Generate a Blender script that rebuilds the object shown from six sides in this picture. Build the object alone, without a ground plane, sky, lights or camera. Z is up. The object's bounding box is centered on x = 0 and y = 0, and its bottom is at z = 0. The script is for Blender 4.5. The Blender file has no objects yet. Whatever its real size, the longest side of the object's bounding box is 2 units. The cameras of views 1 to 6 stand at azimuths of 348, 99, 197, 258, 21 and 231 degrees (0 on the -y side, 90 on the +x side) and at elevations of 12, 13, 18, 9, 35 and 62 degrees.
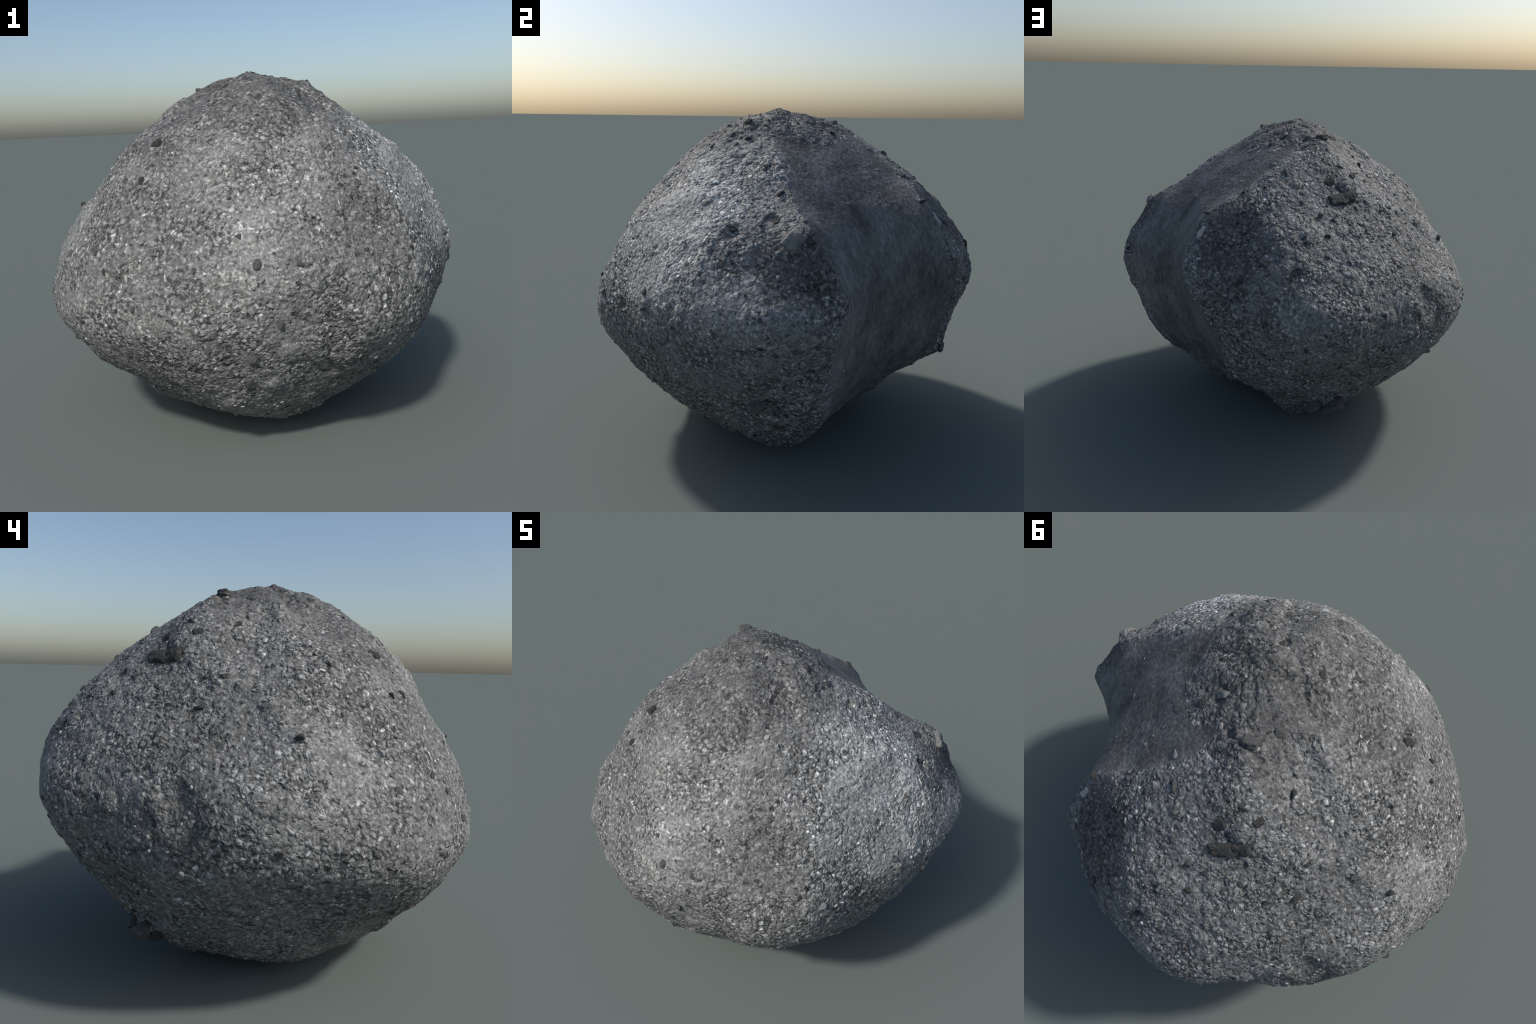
"""A dark, spinning-top shaped rubble-pile asteroid.

Built as: a lofted body (meridian profiles round a centre), a smooth sunken face
stretched between two ridges, a gravel relief, named boulders and loose rubble.
"""
import math
import bpy
import numpy as np

RNG = np.random.default_rng(20)
CENTRE = np.array([0.0, 0.0, 0.8])

# ------------------------------------------------------------------ the form
# Profile of each meridian (every 15 degrees round the axis): distance from the
# centre at every 11.25 degrees of latitude, south to north.  The equator stands out as a
# soft, irregular ridge; both poles are blunt cones.
MERIDIANS = {
    0: (0.813, 0.851, 0.891, 0.903, 0.891, 0.897, 0.931, 0.984, 0.909, 0.852, 0.780, 0.754, 0.741, 0.735, 0.754),
    15: (0.812, 0.850, 0.885, 0.893, 0.926, 0.932, 0.937, 0.984, 0.910, 0.868, 0.787, 0.736, 0.709, 0.711, 0.740),
    30: (0.800, 0.822, 0.834, 0.809, 0.857, 0.881, 0.854, 0.872, 0.925, 0.839, 0.764, 0.712, 0.689, 0.697, 0.731),
    45: (0.787, 0.784, 0.778, 0.770, 0.786, 0.797, 0.793, 0.815, 0.851, 0.822, 0.755, 0.700, 0.681, 0.694, 0.728),
    60: (0.773, 0.756, 0.748, 0.751, 0.762, 0.773, 0.773, 0.817, 0.840, 0.835, 0.765, 0.703, 0.687, 0.700, 0.733),
    75: (0.769, 0.749, 0.746, 0.756, 0.787, 0.825, 0.793, 0.864, 0.879, 0.806, 0.781, 0.720, 0.707, 0.714, 0.742),
    90: (0.786, 0.778, 0.772, 0.788, 0.835, 0.875, 0.881, 0.926, 0.900, 0.825, 0.794, 0.757, 0.732, 0.731, 0.754),
    105: (0.812, 0.848, 0.865, 0.854, 0.862, 0.887, 0.928, 0.960, 0.918, 0.856, 0.799, 0.771, 0.758, 0.749, 0.768),
    120: (0.822, 0.856, 0.874, 0.847, 0.872, 0.891, 0.950, 0.995, 0.885, 0.815, 0.776, 0.769, 0.771, 0.775, 0.776),
    135: (0.818, 0.845, 0.862, 0.868, 0.864, 0.890, 0.938, 0.936, 0.877, 0.800, 0.752, 0.776, 0.786, 0.791, 0.781),
    150: (0.815, 0.845, 0.857, 0.858, 0.879, 0.922, 0.971, 0.933, 0.856, 0.779, 0.747, 0.748, 0.759, 0.765, 0.787),
    165: (0.811, 0.841, 0.863, 0.872, 0.891, 0.930, 0.980, 0.967, 0.848, 0.778, 0.742, 0.729, 0.735, 0.759, 0.787),
    180: (0.808, 0.839, 0.878, 0.880, 0.888, 0.924, 0.990, 0.952, 0.871, 0.803, 0.773, 0.756, 0.753, 0.760, 0.779),
    195: (0.806, 0.838, 0.873, 0.881, 0.902, 0.957, 1.018, 0.953, 0.854, 0.814, 0.787, 0.759, 0.734, 0.740, 0.766),
    210: (0.805, 0.827, 0.857, 0.883, 0.901, 0.977, 0.998, 0.939, 0.863, 0.810, 0.782, 0.763, 0.735, 0.743, 0.769),
    225: (0.809, 0.825, 0.845, 0.877, 0.910, 0.946, 0.973, 0.888, 0.823, 0.785, 0.765, 0.765, 0.758, 0.751, 0.783),
    240: (0.816, 0.837, 0.862, 0.893, 0.927, 0.957, 0.955, 0.892, 0.818, 0.784, 0.769, 0.764, 0.767, 0.770, 0.786),
    255: (0.818, 0.844, 0.874, 0.904, 0.924, 0.923, 0.927, 0.910, 0.843, 0.789, 0.789, 0.779, 0.768, 0.781, 0.787),
    270: (0.814, 0.840, 0.882, 0.898, 0.892, 0.901, 0.912, 0.918, 0.838, 0.793, 0.763, 0.765, 0.778, 0.792, 0.793),
    285: (0.803, 0.831, 0.866, 0.877, 0.892, 0.935, 0.973, 0.913, 0.838, 0.814, 0.781, 0.773, 0.776, 0.776, 0.785),
    300: (0.792, 0.808, 0.829, 0.856, 0.887, 0.924, 0.962, 0.935, 0.869, 0.825, 0.773, 0.765, 0.757, 0.771, 0.787),
    315: (0.789, 0.801, 0.825, 0.853, 0.880, 0.907, 0.911, 0.894, 0.848, 0.808, 0.778, 0.761, 0.769, 0.784, 0.790),
    330: (0.794, 0.811, 0.837, 0.864, 0.881, 0.891, 0.908, 0.918, 0.861, 0.815, 0.795, 0.769, 0.758, 0.774, 0.785),
    345: (0.805, 0.832, 0.859, 0.871, 0.878, 0.896, 0.925, 0.944, 0.905, 0.857, 0.793, 0.748, 0.744, 0.753, 0.772),
}
SOUTH, NORTH = 0.794, 0.783
# The sunken face: latitude, azimuth of its east ridge, of its west ridge, how deep
# it sags between them (share of the radius) and how far the sag leans west.
FACE = np.array([
    (-90, 30, 84, 0.000, 0.000),
    (-75, 26, 85, 0.037, 0.011),
    (-62, 23, 86, 0.076, 0.002),
    (-50, 21, 87, 0.099, -0.014),
    (-40, 20, 87, 0.154, -0.036),
    (-30, 19, 86, 0.215, -0.022),
    (-20, 18, 85, 0.225, -0.005),
    (-12, 18, 82, 0.200, -0.009),
    (-4, 19, 80, 0.221, -0.029),
    (3, 21, 74, 0.214, -0.047),
    (10, 21, 70, 0.200, -0.024),
    (18, 16, 69, 0.173, -0.006),
    (26, 13, 68, 0.151, -0.004),
    (34, 9, 72, 0.123, 0.002),
    (42, 7, 81, 0.104, -0.017),
    (50, 4, 90, 0.103, -0.016),
    (58, -1, 100, 0.096, -0.021),
    (66, -6, 108, 0.073, -0.017),
    (74, -8, 112, 0.052, -0.004),
    (90, -8, 112, 0.000, 0.000),
], float)
PROFILE = np.array([(SOUTH,) + MERIDIANS[a] + (NORTH,) for a in sorted(MERIDIANS)])


def catmull(t):
    return (-.5 * t + t * t - .5 * t ** 3, 1 - 2.5 * t * t + 1.5 * t ** 3,
            .5 * t + 2 * t * t - 1.5 * t ** 3, -.5 * t * t + .5 * t ** 3)


def loft(azimuth, latitude):
    """Distance from the centre of the lofted body (degrees in)."""
    n, m = PROFILE.shape
    fa = (azimuth % 360.0) * n / 360.0
    ia = np.floor(fa).astype(int)
    fl = np.clip((latitude + 90.0) * (m - 1) / 180.0, 0, m - 1 - 1e-9)
    il = np.floor(fl).astype(int)
    wa, wl = catmull(fa - ia), catmull(fl - il)
    r = np.zeros_like(fa)
    for p in range(4):
        j = il - 1 + p
        over = (j < 0) | (j > m - 1)
        j = np.where(j < 0, -j, np.where(j > m - 1, 2 * (m - 1) - j, j))
        for q in range(4):
            i = (ia - 1 + q + np.where(over, n // 2, 0)) % n
            r += wl[p] * wa[q] * PROFILE[i, j]
    return r


def eased(latitude, column):
    """A column of the FACE table as a smooth function of latitude."""
    g = np.arange(-110, 110.5, 0.5)
    k = np.exp(-.5 * (np.arange(-20, 21) * .2) ** 2)
    y = np.interp(g, FACE[:, 0], FACE[:, column])
    y = np.convolve(np.pad(y, 20, mode="edge"), k / k.sum(), "valid")
    return np.interp(latitude, g, y)


def face_place(azimuth, latitude):
    """Fraction across the sunken face (0 east ridge .. 1 west ridge), ridges, sag, lean."""
    e, w, sag, lean = (eased(latitude, c) for c in (1, 2, 3, 4))
    a = (azimuth + 180.0) % 360.0 - 180.0
    return (a - e) / (w - e), e, w, sag, lean


def smoothstep(lo, hi, x):
    t = np.clip((x - lo) / (hi - lo), 0, 1)
    return t * t * (3 - 2 * t)


def form(d):
    """Smooth radius of the body in unit directions d, and the face mask 0..1."""
    az = np.degrees(np.arctan2(d[:, 1], d[:, 0]))
    la = np.degrees(np.arcsin(np.clip(d[:, 2], -1, 1)))
    r = loft(az, la)
    t, e, w, sag, lean = face_place(az, la)
    tc = np.clip(t, 0, 1)
    web = loft(e, la) * (1 - tc) + loft(w, la) * tc
    web = web * (1 - 4 * tc * (1 - tc) * (sag + lean * (2 * tc - 1)))
    r = np.where((t > 0) & (t < 1), web, r)
    t = t + 0.05 * fractal(d, 9.0, 91, 3)      # ragged border of the dust
    mask = smoothstep(0, 0.06, t) * smoothstep(0, 0.06, 1 - t)
    mask = mask * smoothstep(-58, -40, la) * (1 - smoothstep(64, 72, la + 6 * value_noise(d, 8.0, 95)))
    return r, mask


# --------------------------------------------------------------- noise fields
def hash3(i, j, k, seed):
    h = (i * 374761393 + j * 668265263 + k * 2147483647 + seed * 974634777).astype(np.uint64)
    h = (h ^ (h >> np.uint64(13))) * np.uint64(1274126177)
    h = h ^ (h >> np.uint64(16))
    h = h * np.uint64(2246822519)
    return ((h >> np.uint64(8)) & np.uint64(0xFFFFFF)).astype(np.float64) / float(0xFFFFFF)


def value_noise(p, scale, seed):
    q = p * scale + 100.0
    c = np.floor(q).astype(np.int64)
    f = q - c
    f = f * f * f * (f * (f * 6 - 15) + 10)
    out = np.zeros(len(p))
    for dx in (0, 1):
        for dy in (0, 1):
            for dz in (0, 1):
                w = (f[:, 0] if dx else 1 - f[:, 0]) * (f[:, 1] if dy else 1 - f[:, 1]) * (f[:, 2] if dz else 1 - f[:, 2])
                out += w * hash3(c[:, 0] + dx, c[:, 1] + dy, c[:, 2] + dz, seed)
    return out * 2 - 1


def fractal(p, scale, seed, octaves=4, gain=0.5):
    s, a, tot = 0, 1.0, 0
    for o in range(octaves):
        s = s + a * value_noise(p, scale * 2.03 ** o, seed + o)
        tot += a
        a *= gain
    return s / tot


def gravel(p, cell, seed, fill):
    """Half-sunk pebbles: one dome, of random size, in some of the cells of a grid."""
    q = p / cell + 50.0
    c = np.floor(q).astype(np.int64)
    best = np.zeros(len(p))
    for dx in (-1, 0, 1):
        for dy in (-1, 0, 1):
            for dz in (-1, 0, 1):
                i, j, k = c[:, 0] + dx, c[:, 1] + dy, c[:, 2] + dz
                x = q[:, 0] - (i + hash3(i, j, k, seed))
                y = q[:, 1] - (j + hash3(i, j, k, seed + 1))
                z = q[:, 2] - (k + hash3(i, j, k, seed + 2))
                u = hash3(i, j, k, seed + 3)
                rad = 0.30 + 0.45 * u
                there = hash3(i, j, k, seed + 4) < fill
                h = rad * np.sqrt(np.maximum(0, 1 - (x * x + y * y + z * z) / (rad * rad)))
                best = np.maximum(best, np.where(there, h, 0))
    return best * cell


def pits(d, r):
    """Named hollows, ragged: direction (azimuth, latitude), radius in m, depth in m."""
    out = np.zeros(len(d))
    shake = 0.45 * fractal(d, 22.0, 131, 3)
    for a, l, rad, deep in HOLLOWS:
        dist = np.arccos(np.clip(d @ direction(a, l), -1, 1)) * r / rad
        dist = np.maximum(dist + shake * np.minimum(dist, 1), 0)
        out -= deep * (1 - smoothstep(0.35, 1.25, dist))
    return out


def direction(a, l):
    a, l = math.radians(a), math.radians(l)
    return np.array([math.cos(l) * math.cos(a), math.cos(l) * math.sin(a), math.sin(l)])


HOLLOWS = [(352, 22, .035, .018), (3, 26, .040, .018), (92, 6, .035, .022), (108, 13, .03, .014),
           (151, 2, .06, .016), (280, 79, .03, .018), (135, 71, .03, .014), (87, 76, .025, .012),
           (193, 17, .10, .012), (154, -2, .07, .012), (327, 60, .04, .012), (5, -27, .04, .020),
           (100, -1, .03, .014), (122, -18, .03, .014), (287, 14, .07, .010), (216, 41, .035, .014),
           (264, 2, .06, .008), (276, -26, .06, .012), (340, 14, .07, .008), (290, 51, .02, .014),
           (130, 40, .085, .010), (133, -38, .04, .030), (118, -36, .03, .022), (14, -12, .03, .008), (245, -16, .05, .010), (226, -7, .05, .010)]
_r = np.random.default_rng(7)
HOLLOWS += [(360 * _r.random(), math.degrees(math.asin(_r.uniform(-.95, .97))), x, x * _r.uniform(.18, .4))
            for x in 0.010 + 0.022 * _r.random(70) ** 2]
# ridges and bumps standing out of the loft: azimuth, latitude, radius, height
KNOBS = [(9.5, 21, .045, .024), (213, 40, .04, .012), (255, 85, .05, .012), (250, 74, .035, .010), (215, 78, .03, .010), (86, -25, .05, .020), (72, 23, .03, .010), (22.5, 6, .03, .012),
         (125, -43, .040, .062), (118, -45, .035, .045), (131, -41, .025, .025), (328, 1, .03, .012), (135, 68, .03, .012), (184, -7, .025, .004),
         (177, 15, .025, .014), (253, 11, .02, .010), (4, 25, .03, .008)]


# cracks and ledge feet: points (azimuth, latitude), half width in m, depth in m
CREVICES = [([(98, 5), (99, 2), (100, -5)], .012, .016), ([(107.5, 14), (105, 10.5)], .010, .014),
            ([(82, 1), (86, -1.5), (92, -4)], .013, .016), ([(300, 79), (345, 75)], .013, .014),
            ([(240, 79), (200, 75), (190, 70)], .014, .014), ([(118, 70), (142, 64)], .014, .016),
            ([(86, 16), (89, 6)], .012, .012), ([(3, -24), (9, -29)], .016, .022),
            ([(120, -38), (131, -38)], .014, .022), ([(16, 17), (20, 9)], .010, .010),
            ([(290, 3), (296, -3)], .018, .008), ([(96, 22), (101, 17)], .012, .010)]


def crevices(d, r):
    out = np.zeros(len(d))
    shake = 0.012 * fractal(d, 18.0, 151, 3)
    for pts, wide, deep in CREVICES:
        q = [direction(*x) for x in pts]
        best = np.full(len(d), 9.0)
        for x, y in zip(q[:-1], q[1:]):
            t = np.clip(((d - x) @ (y - x)) / ((y - x) @ (y - x)), 0, 1)
            best = np.minimum(best, np.linalg.norm(d - x - t[:, None] * (y - x), axis=1))
        out -= deep * np.exp(-(np.maximum(best * r + shake, 0) / wide) ** 2)
    return out


def knobs(d, r):
    out = np.zeros(len(d))
    for a, l, rad, high in KNOBS:
        dist = np.arccos(np.clip(d @ direction(a, l), -1, 1)) * r / rad
        out += high * np.exp(-dist ** 2)
    return out


def lips(d, r):
    """The thin flared lips along both ridges of the sunken face."""
    az = np.degrees(np.arctan2(d[:, 1], d[:, 0]))
    la = np.degrees(np.arcsin(np.clip(d[:, 2], -1, 1)))
    t, e, w, sag, lean = face_place(az, la)
    span = np.radians(w - e) * r * np.cos(np.radians(la))
    uneven = 0.7 + 0.6 * fractal(d, 7.0, 161, 3)
    east = np.exp(-np.abs(t * span) / .030) * smoothstep(-34, -10, la) * (1 - smoothstep(18, 36, la))
    west = np.exp(-np.abs((1 - t) * span) / .030) * smoothstep(-44, -22, la) * (1 - smoothstep(22, 40, la))
    return 0.016 * uneven * (east + west)


# flats buried in fine dust, almost free of stones: centre, radius
DUST = [((-.34, .92, .81), .15), ((.60, -.46, 1.14), .20), ((.93, -.08, .84), .16), ((.13, -.55, 1.32), .09),
        ((-.06, -.92, .64), .10), ((.73, -.50, .90), .12), ((-.87, -.10, .93), .12), ((-.22, -.03, 1.53), .09)]


def dusty(p):
    """0 inside the dust flats, 1 outside (p measured from the centre)."""
    out = np.ones(len(p))
    wob = 0.25 * fractal(p, 9.0, 141, 3)
    for c, rad in DUST:
        dist = np.linalg.norm(p + CENTRE - np.array(c), axis=1) / rad + wob
        out *= smoothstep(0.7, 1.05, dist)
    return out


def surface(d, fine=True):
    """Radius with relief, and face mask."""
    r, face = form(d)
    p = d * r[:, None]
    rough = 1 - 0.9 * face
    patch = smoothstep(-0.35, 0.4, fractal(p, 3.2, 11, 3)) * dusty(p)
    h = 0.006 * fractal(p, 8.0, 1, 3) * (1 - 0.6 * face)
    h += (pits(d, r) + crevices(d, r)) * (1 - face) + knobs(d, r) + lips(d, r)
    if fine:
        h += rough * (0.25 + 0.75 * patch) * (0.20 * gravel(p, 0.026, 31, 0.5) + 0.24 * gravel(p, 0.050, 41, 0.14)) - 0.0002 * rough
        h += rough * 0.20 * gravel(p, 0.085, 51, 0.13) * (0.5 + 0.5 * dusty(p))
        h += rough * 0.0018 * fractal(p, 40.0, 61, 2)
        # coarse ridges running down from the peak
        la = np.arcsin(np.clip(d[:, 2], -1, 1))
        flat = np.hypot(d[:, 0], d[:, 1])[:, None] + 1e-6
        fan = np.concatenate([d[:, :2] / flat, la[:, None] * 0.9], 1)
        h += rough * 0.009 * fractal(fan, 5.0, 171, 3) * smoothstep(math.radians(48), math.radians(66), la) * (1 - smoothstep(math.radians(82), math.radians(89), la))
        h += face * 0.0016 * fractal(p * np.array([1, 1, .35]), 60.0, 71, 2)
    return r + h, face


# ---------------------------------------------------------------- body mesh
def cube_sphere(n):
    g = np.tan(np.linspace(-math.pi / 4, math.pi / 4, n + 1))
    u, v = np.meshgrid(g, g, indexing="ij")
    one = np.ones_like(u)
    sides = [(one, u, v), (-one, -u, v), (-u, one, v), (u, -one, v), (-v, u, one), (v, u, -one)]
    pts = np.concatenate([np.stack(s, -1).reshape(-1, 3) for s in sides])
    pts /= np.linalg.norm(pts, axis=1)[:, None]
    idx = np.arange((n + 1) ** 2).reshape(n + 1, n + 1)
    q = np.stack([idx[:-1, :-1], idx[1:, :-1], idx[1:, 1:], idx[:-1, 1:]], -1).reshape(-1, 4)
    quads = np.concatenate([q + k * (n + 1) ** 2 for k in range(6)])
    key = np.round(pts * 1e6).astype(np.int64)
    _, first, inv = np.unique(key, axis=0, return_index=True, return_inverse=True)
    return pts[first], inv.reshape(-1)[quads]


def mesh_from(name, verts, faces, normals=None, smooth=True):
    used, inv = np.unique(faces, return_inverse=True)
    f = inv.reshape(faces.shape)
    me = bpy.data.meshes.new(name)
    k = faces.shape[1]
    me.vertices.add(len(used))
    me.vertices.foreach_set("co", verts[used].astype(np.float32).ravel())
    me.loops.add(f.size)
    me.loops.foreach_set("vertex_index", f.astype(np.int32).ravel())
    me.polygons.add(len(f))
    me.polygons.foreach_set("loop_start", np.arange(0, f.size, k, dtype=np.int32))
    me.polygons.foreach_set("use_smooth", np.full(len(f), smooth, bool))
    me.update(calc_edges=True)
    me.validate()
    if normals is not None:
        me.normals_split_custom_set_from_vertices(normals[used].astype(np.float32))
    return me


def vertex_normals(v, quads):
    n = np.zeros_like(v)
    fn = np.cross(v[quads[:, 2]] - v[quads[:, 0]], v[quads[:, 3]] - v[quads[:, 1]])
    for c in range(4):
        for x in range(3):
            n[:, x] += np.bincount(quads[:, c], fn[:, x], len(v))
    return n / np.linalg.norm(n, axis=1)[:, None]


# ---------------------------------------------------------------- materials
class Nodes:
    """Small helper to write node trees as expressions."""

    def __init__(self, name):
        self.mat = bpy.data.materials.new(name)
        self.mat.use_nodes = True
        self.t = self.mat.node_tree
        self.t.nodes.clear()
        self.out = self.t.nodes.new("ShaderNodeOutputMaterial")
        self.bsdf = self.t.nodes.new("ShaderNodeBsdfPrincipled")
        self.t.links.new(self.bsdf.outputs[0], self.out.inputs[0])
        self.co = self.t.nodes.new("ShaderNodeTexCoord").outputs["Object"]

    def put(self, socket, v):
        if hasattr(v, "links") or isinstance(v, bpy.types.NodeSocket):
            self.t.links.new(v, socket)
        else:
            socket.default_value = v

    def noise(self, scale, detail=3, rough=0.55, co=None, dist=0.0):
        n = self.t.nodes.new("ShaderNodeTexNoise")
        self.put(n.inputs["Vector"], co or self.co)
        n.inputs["Scale"].default_value = scale
        n.inputs["Detail"].default_value = detail
        n.inputs["Roughness"].default_value = rough
        n.inputs["Distortion"].default_value = dist
        return n.outputs["Fac"]

    def cells(self, scale, out="Distance", co=None):
        n = self.t.nodes.new("ShaderNodeTexVoronoi")
        self.put(n.inputs["Vector"], co or self.co)
        n.inputs["Scale"].default_value = scale
        return n.outputs[out]

    def math(self, op, a, b=0.0, c=None):
        n = self.t.nodes.new("ShaderNodeMath")
        n.operation = op
        self.put(n.inputs[0], a)
        self.put(n.inputs[1], b)
        if c is not None:
            self.put(n.inputs[2], c)
        return n.outputs[0]

    def remap(self, v, lo, hi, a=0.0, b=1.0):
        n = self.t.nodes.new("ShaderNodeMapRange")
        n.interpolation_type = "SMOOTHSTEP"
        for k, x in zip(("Value", "From Min", "From Max", "To Min", "To Max"), (v, lo, hi, a, b)):
            self.put(n.inputs[k], x)
        return n.outputs[0]

    def stretch(self, sx, sy, sz):
        n = self.t.nodes.new("ShaderNodeMapping")
        self.put(n.inputs["Vector"], self.co)
        n.inputs["Scale"].default_value = (sx, sy, sz)
        return n.outputs[0]

    def ramp(self, v, stops):
        n = self.t.nodes.new("ShaderNodeValToRGB")
        self.put(n.inputs[0], v)
        e = n.color_ramp.elements
        while len(e) < len(stops):
            e.new(0.5)
        for el, (p, c) in zip(e, stops):
            el.position = p
            el.color = (*[c * t for t in TINT], 1)
        return n.outputs[0]

    def mix(self, f, a, b):
        n = self.t.nodes.new("ShaderNodeMix")
        n.data_type = "RGBA"
        for s, v in zip((n.inputs[0], n.inputs[6], n.inputs[7]), (f, a, b)):
            self.put(s, v)
        return n.outputs[2]

    def bump(self, h, strength, distance, normal=None):
        n = self.t.nodes.new("ShaderNodeBump")
        self.put(n.inputs["Height"], h)
        n.inputs["Strength"].default_value = strength
        n.inputs["Distance"].default_value = distance
        if normal is not None:
            self.put(n.inputs["Normal"], normal)
        return n.outputs[0]

    def finish(self, colour, normal, rough=0.72):
        self.put(self.bsdf.inputs["Base Color"], colour)
        self.put(self.bsdf.inputs["Normal"], normal)
        self.bsdf.inputs["Roughness"].default_value = rough
        self.bsdf.inputs["Specular IOR Level"].default_value = 0.28
        return self.mat


TINT = (1.0, 1.01, 0.99)


def grey(v):
    return (*[v * t for t in TINT], 1)


# Broad tonal patches: centre, radius, tone factor (above 1 paler, below 1 darker)
PATCHES = [((.62, -.46, 1.12), .40, 1.45), ((.84, -.24, 1.0), .28, 1.30), ((.52, -.12, 1.34), .26, 1.38), ((-.12, -.70, 1.13), .30, 1.22),
           ((-.26, -.87, .79), .20, 1.20), ((-.34, .92, .81), .20, 1.12), ((.97, .0, .80), .22, 1.18),
           ((-.87, -.14, .92), .22, 1.18), ((-.02, -.18, 1.56), .46, .72), ((-.15, .12, 1.56), .26, .74),
           ((.87, .18, 1.02), .17, .62), ((.08, .76, 1.13), .20, .66), ((.05, .86, .96), .16, .75),
           ((-.69, .37, 1.05), .26, .82), ((-.83, .44, .78), .16, .75), ((.24, -.79, 1.01), .18, .85),
           ((-.45, -.30, 1.30), .16, .80), ((-.60, -.55, .35), .30, .85), ((.2, -.7, .36), .25, .82)]


def tone(m):
    """Factor from the tonal patches, with ragged borders."""
    wob = m.math("MULTIPLY", m.math("SUBTRACT", m.noise(7, 4, 0.6), 0.5), 0.42)
    out = 1.0
    for p, rad, f in PATCHES:
        n = m.t.nodes.new("ShaderNodeVectorMath")
        n.operation = "DISTANCE"
        m.put(n.inputs[0], m.co)
        n.inputs[1].default_value = p
        k = m.remap(m.math("ADD", n.outputs["Value"], wob), rad * .6, rad * 1.15, f, 1.0)
        out = m.math("MULTIPLY", out, k)
    return out


def times(m, col, k):
    n = m.t.nodes.new("ShaderNodeVectorMath")
    n.operation = "SCALE"
    m.put(n.inputs[0], col)
    m.put(n.inputs["Scale"], k)
    return n.outputs[0]


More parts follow.
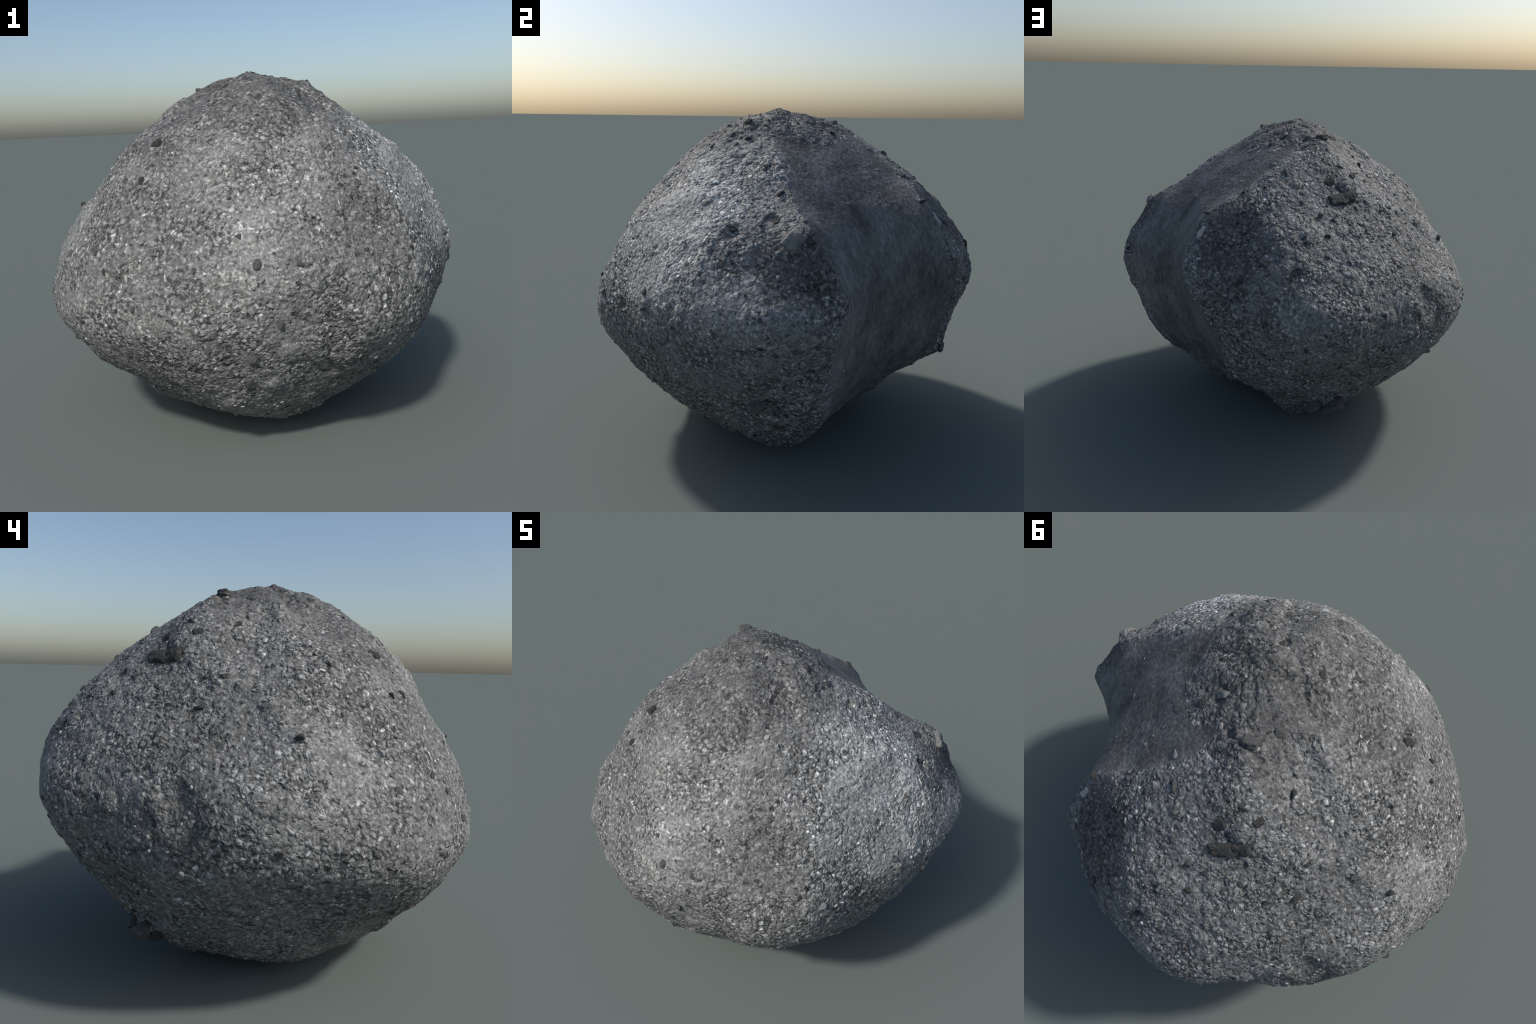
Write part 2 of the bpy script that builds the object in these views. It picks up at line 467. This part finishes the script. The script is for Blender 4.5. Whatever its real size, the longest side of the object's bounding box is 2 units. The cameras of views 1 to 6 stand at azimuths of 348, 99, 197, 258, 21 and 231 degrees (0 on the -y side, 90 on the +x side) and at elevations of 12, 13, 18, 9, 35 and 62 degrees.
def regolith_material():
    m = Nodes("dark_gravel_regolith")
    # coordinates shaken a little, so that the pebbles are not round
    n = m.t.nodes.new("ShaderNodeTexNoise")
    m.put(n.inputs["Vector"], m.co)
    n.inputs["Scale"].default_value = 30
    add = m.t.nodes.new("ShaderNodeVectorMath")
    add.operation = "MULTIPLY_ADD"
    m.put(add.inputs[0], n.outputs["Color"])
    add.inputs[1].default_value = (.035, .035, .035)
    m.put(add.inputs[2], m.co)
    shaken = add.outputs[0]
    patch, mid = m.noise(2.6, 3), m.noise(13, 3)
    grain = m.noise(110, 2, 0.55)
    broad = m.noise(5.5, 4, 0.6)
    crowd = m.remap(m.math("MULTIPLY_ADD", mid, 0.45, m.math("MULTIPLY_ADD", broad, 0.6, m.math("MULTIPLY", patch, 0.3))), 0.52, 0.86)

    for c, rad in DUST:
        v = m.t.nodes.new("ShaderNodeVectorMath")
        v.operation = "DISTANCE"
        m.put(v.inputs[0], m.co)
        v.inputs[1].default_value = c
        k = m.math("MULTIPLY_ADD", m.math("SUBTRACT", broad, 0.5), rad * 2.0, v.outputs["Value"])
        crowd = m.math("MULTIPLY", crowd, m.remap(k, rad * .7, rad * 1.15))

    def pebbles(scale, seed_shift):
        c = m.t.nodes.new("ShaderNodeMapping")
        m.put(c.inputs["Vector"], shaken)
        c.inputs["Location"].default_value = (seed_shift, 0, 0)
        v = m.t.nodes.new("ShaderNodeTexVoronoi")
        m.put(v.inputs["Vector"], c.outputs[0])
        v.inputs["Scale"].default_value = scale
        sep = m.t.nodes.new("ShaderNodeSeparateColor")
        m.put(sep.inputs[0], v.outputs["Color"])
        return v.outputs["Distance"], sep.outputs[0], sep.outputs[1]
    d1, c1, e1 = pebbles(56, 0.0)
    d2, c2, e2 = pebbles(96, 3.0)
    stops = [(0.0, 0.05), (0.20, 0.11), (0.6, 0.19), (0.86, 0.28), (0.95, 0.45), (1.0, 0.78)]
    col = m.mix(m.remap(crowd, 0, 1, 0.15, 0.75), m.ramp(m.remap(mid, 0.3, 0.7), [(0.0, 0.13), (1.0, 0.235)]), m.ramp(c1, stops))
    col = m.mix(m.remap(crowd, 0, 1, 0.28, 0.40), col, m.ramp(c2, stops))
    gap = m.math("MULTIPLY", m.remap(d1, 0.42, 0.66), m.remap(crowd, 0, 1, 0.20, 0.75))
    col = m.mix(gap, col, grey(0.052))  # shadow between pebbles painted as near-black colour
    pit = m.math("MULTIPLY", m.remap(m.cells(21, co=shaken), 0.36, 0.16), m.remap(m.noise(17, 1), 0.57, 0.64))
    pit2 = m.math("MULTIPLY", m.remap(m.cells(40, co=shaken), 0.40, 0.20), m.remap(m.noise(29, 1), 0.52, 0.58))
    col = m.mix(m.math("MULTIPLY", pit2, 0.7), col, grey(0.035))  # pits darkened in albedo too: their inner shade is coloured on
    col = m.mix(m.math("MULTIPLY", pit, 0.8), col, grey(0.025))
    col = times(m, col, m.math("MULTIPLY", tone(m), m.math("MULTIPLY", m.remap(grain, 0.3, 0.7, 0.76, 1.24), m.remap(m.noise(64, 1, 0.4), 0.30, 0.72, m.remap(crowd, 0, 1, 0.80, 0.56), m.remap(crowd, 0, 1, 1.15, 1.42)))))  # speckle noise draws glints and dark sides of tiny pebbles into the albedo
    dome = m.math("ADD", m.math("MULTIPLY", m.math("MULTIPLY", d1, d1), m.math("MULTIPLY_ADD", e1, -1.6, -0.5)),
                  m.math("MULTIPLY", m.math("MULTIPLY", d2, d2), m.math("MULTIPLY_ADD", e2, -0.8, -0.2)))
    h = m.math("MULTIPLY_ADD", m.noise(70, 3, 0.6), 0.45, m.math("MULTIPLY", dome, m.remap(crowd, 0, 1, 0.35, 1.0)))
    h = m.math("MULTIPLY_ADD", pit, -0.6, m.math("MULTIPLY_ADD", pit2, -0.35, h))
    return m.finish(col, m.bump(h, 0.75, 0.011))


def face_material():
    m = Nodes("smooth_streaked_dust")
    streak = m.noise(60, 3, 0.6, m.stretch(1, 1, .45), 0.3)
    mid = m.noise(7, 4, 0.6, m.stretch(1, 1, .6))
    v = m.math("MULTIPLY_ADD", streak, 0.6, m.math("MULTIPLY", mid, 0.7))
    col = m.ramp(m.remap(v, 0.42, 0.88), [(0.0, 0.055), (0.45, 0.105), (0.8, 0.15), (1.0, 0.21)])
    col = times(m, col, tone(m))
    h = m.math("ADD", m.noise(95, 3, 0.6, m.stretch(1, 1, .5)), m.math("MULTIPLY", m.noise(24, 2), 1.2))
    return m.finish(col, m.bump(h, 0.55, 0.007))


def rubble_material():
    m = Nodes("loose_rubble")
    isl = m.t.nodes.new("ShaderNodeNewGeometry").outputs["Random Per Island"]
    tones = m.ramp(isl, [(0.0, 0.06), (0.25, 0.12), (0.65, 0.20), (0.90, 0.30), (0.96, 0.46), (1.0, 0.72)])
    col = m.mix(0.4, tones, m.ramp(m.noise(60, 3), [(0.3, 0.06), (0.7, 0.26)]))
    return m.finish(times(m, col, tone(m)), m.bump(m.noise(120, 3), 0.5, 0.004))


def stone_material(name, lo, mid, hi):
    m = Nodes(name)
    n = m.noise(2.6, 5, 0.7)
    col = m.ramp(n, [(0.25, lo), (0.5, mid), (0.75, hi)])
    return m.finish(col, m.bump(m.noise(3.5, 5, 0.7), 0.7, 0.25))


# ------------------------------------------------------------------ stones
def ico(subdivisions):
    import bmesh
    bm = bmesh.new()
    bmesh.ops.create_icosphere(bm, subdivisions=subdivisions, radius=1.0)
    v = np.array([x.co[:] for x in bm.verts])
    f = np.array([[y.index for y in x.verts] for x in bm.faces])
    bm.free()
    return v, f


def stone_shape(v, rng, cuts=9, rough=0.06):
    """An angular stone: a ball cut by random planes, roughened."""
    r = np.full(len(v), 1.15)
    for _ in range(cuts):
        n = rng.normal(size=3)
        n /= np.linalg.norm(n)
        lim = rng.uniform(0.50, 0.92)
        d = v @ n
        r = np.minimum(r, np.where(d > 1e-3, lim / np.maximum(d, 1e-3), 9))
    r = r * (1 + rough * fractal(v + rng.uniform(0, 20, 3), 2.5, 5, 3))
    p = v * r[:, None]
    return p / (np.abs(p).max(0) + 1e-9)


def frames(n, rng):
    """Random tangent frames round outward normals n."""
    a = rng.normal(size=n.shape)
    t = a - n * (a * n).sum(1)[:, None]
    t /= np.linalg.norm(t, axis=1)[:, None]
    return t, np.cross(n, t)


def ground_at(d):
    """Point and normal of the relief under directions d."""
    d = d / np.linalg.norm(d, axis=1)[:, None]
    a = np.where(np.abs(d[:, 2:]) < .9, [[0, 0, 1.]], [[1., 0, 0]])
    t = np.cross(a, d)
    t /= np.linalg.norm(t, axis=1)[:, None]
    b = np.cross(d, t)
    e = 0.012

    def at(x):
        x = x / np.linalg.norm(x, axis=1)[:, None]
        return x * surface(x, False)[0][:, None]
    n = np.cross(at(d + e * t) - at(d - e * t), at(d + e * b) - at(d - e * b))
    n /= np.linalg.norm(n, axis=1)[:, None]
    r, face = surface(d, True)
    return d * r[:, None] + CENTRE, n, face


# Boulders seen singly: azimuth, latitude, length, width, height (m), turn, tone
BOULDERS = [
    (9.5, 20.4, .090, .070, .062, 50, "pale block"), (71.5, 23.3, .075, .030, .050, 80, "white block"),
    (127.5, 38.6, .095, .062, .060, 6, "dark block"), (134.5, 39.4, .080, .066, .080, 16, "dark block"), (131, 37.6, .05, .035, .04, 30, "dark"),
    (126, 46, .055, .045, .035, 40, "dark block"), (141, 48, .045, .035, .035, 20, "dark block"),
    (125.5, -41.5, .13, .10, .13, 0, "mid"), (118, -43, .09, .08, .10, 30, "mid"), (122, -46, .09, .07, .10, 70, "mid"), (131, -43, .07, .06, .09, 50, "dark"),
    (129, -40, .05, .04, .06, 20, "dark"), (114, -43, .05, .04, .04, 50, "mid"), (85.5, -24.5, .07, .05, .03, 80, "mid"),
    (289, 49.5, .03, .024, .024, 0, "white"), (281, 44, .022, .018, .018, 0, "white"), (250, 33, .024, .02, .02, 0, "pale"),
    (79, 1.5, .06, .035, .03, 10, "mid"), (70, 30, .045, .03, .03, 0, "dark"), (91, 10, .06, .04, .035, 40, "dark"),
    (214, 40, .06, .05, .05, 30, "dark"), (238, 47.5, .026, .024, .024, 0, "white"),
    (288, 47.5, .035, .028, .03, 0, "white"), (284, 47, .022, .02, .02, 0, "white"),
    (286, 54, .028, .022, .024, 0, "pale"), (306, 54, .026, .022, .022, 0, "white"),
    (264, 52, .024, .020, .02, 0, "pale"), (257, 4, .052, .040, .030, 60, "mid"),
    (262, -10, .046, .036, .036, 80, "mid"), (255, -19, .056, .046, .045, 0, "mid"),
    (245, -15.5, .05, .036, .035, 30, "mid"), (226, -7, .036, .024, .03, 80, "mid"),
    (303, -2, .042, .036, .036, 0, "pale"), (243, 10, .034, .026, .026, 40, "pale"),
    (271, -45, .05, .045, .045, 0, "mid"), (275, -25, .036, .024, .026, 0, "pale"),
    (254, -27, .06, .04, .045, 10, "dark"), (329, -12, .034, .028, .034, 0, "mid"),
    (327, 3, .04, .03, .03, 0, "mid"), (177, 15, .035, .03, .035, 0, "dark"),
    (352, 23, .05, .04, .03, 0, "dark"), (4, 26.5, .05, .04, .03, 30, "dark"),
    (1, -26, .085, .06, .06, 60, "mid"), (357, -25, .05, .03, .035, 0, "pale"),
    (14, -11, .04, .02, .02, 0, "dark"), (107, 12, .07, .03, .025, 60, "mid"),
    (99, -1, .05, .03, .03, 0, "mid"), (101, -9, .07, .035, .028, 0, "pale"),
    (123, 31, .036, .03, .03, 0, "dark"), (150, 33, .03, .026, .026, 0, "mid"),
    (172, -7, .04, .03, .032, 0, "mid"), (141, 20, .034, .028, .026, 0, "pale"),
    (161, 59, .03, .026, .026, 0, "pale"), (136, 69, .06, .045, .03, 0, "mid block"),
    (156, 33, .03, .026, .026, 0, "dark"), (151, 23, .045, .03, .03, 0, "dark"),
    (190, -38, .05, .03, .03, 20, "mid"), (203, -25, .05, .032, .034, 70, "mid"),
    (255, 79, .026, .02, .016, 0, "pale"), (282, 79, .04, .025, .03, 40, "dark"),
    (87, 78, .06, .03, .02, 60, "pale"), (326, 69, .04, .03, .028, 0, "dark"),
    (337, 62, .036, .024, .026, 0, "dark"), (328, -1, .036, .028, .03, 0, "mid"),
    (16, 9, .026, .02, .02, 0, "pale"), (305, 32, .045, .022, .022, 0, "pale"),
    (184, -7, .03, .024, .02, 0, "mid"), (211, 5, .03, .025, .028, 0, "mid"),
    (253, 11, .028, .024, .03, 0, "mid"), (92, 57, .045, .03, .025, 0, "pale"),
    (82, 41, .03, .026, .024, 0, "mid"), (360, 24.5, .03, .02, .02, 0, "mid")]


def build():
    root = bpy.data.objects.new("asteroid", None)
    root.empty_display_size = 0.5
    root["label"] = "dark grey gravel-covered asteroid shaped like a spinning top"
    root["category"] = "asteroid rock"
    bpy.context.scene.collection.objects.link(root)

    def add(name, me, parent=root, mats=()):
        o = bpy.data.objects.new(name, me)
        for m in mats:
            if m.name not in me.materials:
                me.materials.append(m)
        o.parent = parent
        bpy.context.scene.collection.objects.link(o)
        return o

    # body and sunken face, cut from one smooth surface
    dirs, quads = cube_sphere(300)
    r, face = surface(dirs)
    verts = dirs * r[:, None] + CENTRE
    verts[:, 2] = np.where(verts[:, 2] < 0.012, 0.012 * np.exp(np.minimum(verts[:, 2] - 0.012, 0) / 0.012), verts[:, 2])
    normals = vertex_normals(verts, quads)
    is_face = face[quads].mean(1) > 0.5
    body = add("rubble_covered_body", mesh_from("rubble_covered_body", verts, quads[~is_face], normals), mats=[regolith_material()])
    add("sunken_smooth_face", mesh_from("sunken_smooth_face", verts, quads[is_face], normals), mats=[face_material()])

    # boulders
    tones = {"dark": stone_material("dark_stone", .045, .085, .14), "mid": stone_material("grey_stone", .09, .155, .24),
             "pale": stone_material("pale_stone", .22, .33, .46), "white": stone_material("white_stone", .55, .70, .80)}
    v3, f3 = ico(4)
    shapes = []
    for _ in range(9):
        shapes.append((stone_shape(v3, RNG), f3))
    # a rough-hewn, split block
    box = v3 / (np.abs(v3) ** 4).sum(1)[:, None] ** (1 / 4)
    split = 0.10 * np.exp(-((box[:, 0] - 0.25 - 0.15 * box[:, 1]) / 0.06) ** 2) + 0.06 * np.exp(-((box[:, 0] + 0.4 + 0.2 * box[:, 1]) / 0.05) ** 2)
    box = box * (1 - split + 0.30 * fractal(v3, 1.9, 77, 4))[:, None]
    shapes.append((box, f3))
    meshes = {}

    def boulder(a, l, size, turn, tone, sink=0.12, parent=body):
        k = int(RNG.integers(len(shapes) - 1))
        if tone.endswith(" block"):
            k, tone, sink = len(shapes) - 1, tone.split()[0], 0.68
        if (k, tone) not in meshes:
            me = mesh_from(tone + "_boulder", *shapes[k])
            me.materials.append(tones[tone])
            meshes[k, tone] = me
        p, n, _ = ground_at(direction(a, l)[None])
        p, n = p[0], n[0]
        up = np.array([0, 0, 1.0])
        t = np.cross(up, n)
        t /= np.linalg.norm(t) + 1e-9
        b = np.cross(n, t)
        c, s = math.cos(math.radians(turn)), math.sin(math.radians(turn))
        x, y = c * t + s * b, -s * t + c * b
        half = np.array(size) / 2
        o = bpy.data.objects.new("boulder", meshes[k, tone])
        from mathutils import Matrix
        m = Matrix(np.column_stack([x * half[0], y * half[1], n * half[2]]).tolist()).to_4x4()
        m.translation = (p - n * half[2] * sink).tolist()
        o.parent = parent
        o.matrix_world = m
        bpy.context.scene.collection.objects.link(o)

    for a, l, sx, sy, sz, turn, tone in BOULDERS:
        boulder(a, l, (sx, sy, sz), turn, tone)
    # further boulders strewn over the gravel
    n = 0
    while n < 235:
        d = RNG.normal(size=3) * (1 if n < 175 else .45)
        if n >= 175:                       # a crowd of coarse blocks round the peak
            d[2] = 1
        d /= np.linalg.norm(d)
        _, face1 = form(d[None])
        if face1[0] > 0.05 or d[2] < -0.88:
            continue
        s = 0.018 + 0.034 * RNG.random() ** 2.2
        tone = RNG.choice(["dark", "mid", "mid", "pale", "white"], p=[.26, .34, .26, .12, .02])
        if tone == "white":
            s *= .75
        boulder(math.degrees(math.atan2(d[1], d[0])), math.degrees(math.asin(d[2])),
                (s, s * RNG.uniform(.6, .95), s * RNG.uniform(.5, .9)), RNG.uniform(0, 180), tone, RNG.uniform(.15, .75))
        n += 1

    # loose rubble: thousands of small half-sunk stones joined into one part
    count = 15000
    d = RNG.normal(size=(count, 3))
    d /= np.linalg.norm(d, axis=1)[:, None]
    p, nrm, fm = ground_at(d)
    dens = smoothstep(-0.5, 0.5, fractal(d, 3.2, 11, 3)) * dusty(p - CENTRE)
    keep = (RNG.random(count) < 0.15 + 0.85 * dens) & ((fm < 0.02) | (RNG.random(count) < 0.02))
    keep &= p[:, 2] > 0.022
    p, nrm = p[keep], nrm[keep]
    count = len(p)
    t, b = frames(nrm, RNG)
    v1, f1 = ico(2)
    lib = np.stack([stone_shape(v1, RNG, 7, 0.05) for _ in range(12)])
    size = 0.0035 + 0.0075 * RNG.random(count) ** 2.2
    ex = np.stack([size * RNG.uniform(.9, 1.4, count), size * RNG.uniform(.7, 1.0, count), size * RNG.uniform(.5, .9, count)], 1)
    loc = lib[RNG.integers(0, 12, count)] * ex[:, None, :]
    pts = loc[..., :1] * t[:, None] + loc[..., 1:2] * b[:, None] + loc[..., 2:] * nrm[:, None]
    pts += (p - nrm * ex[:, 2:] * 0.30)[:, None]
    fs = (f1[None] + (np.arange(count) * len(v1))[:, None, None]).reshape(-1, 3)
    rub = add("rubble", mesh_from("rubble", pts.reshape(-1, 3), fs), body, [rubble_material()])
    rub["kind"] = "stuff"


build()
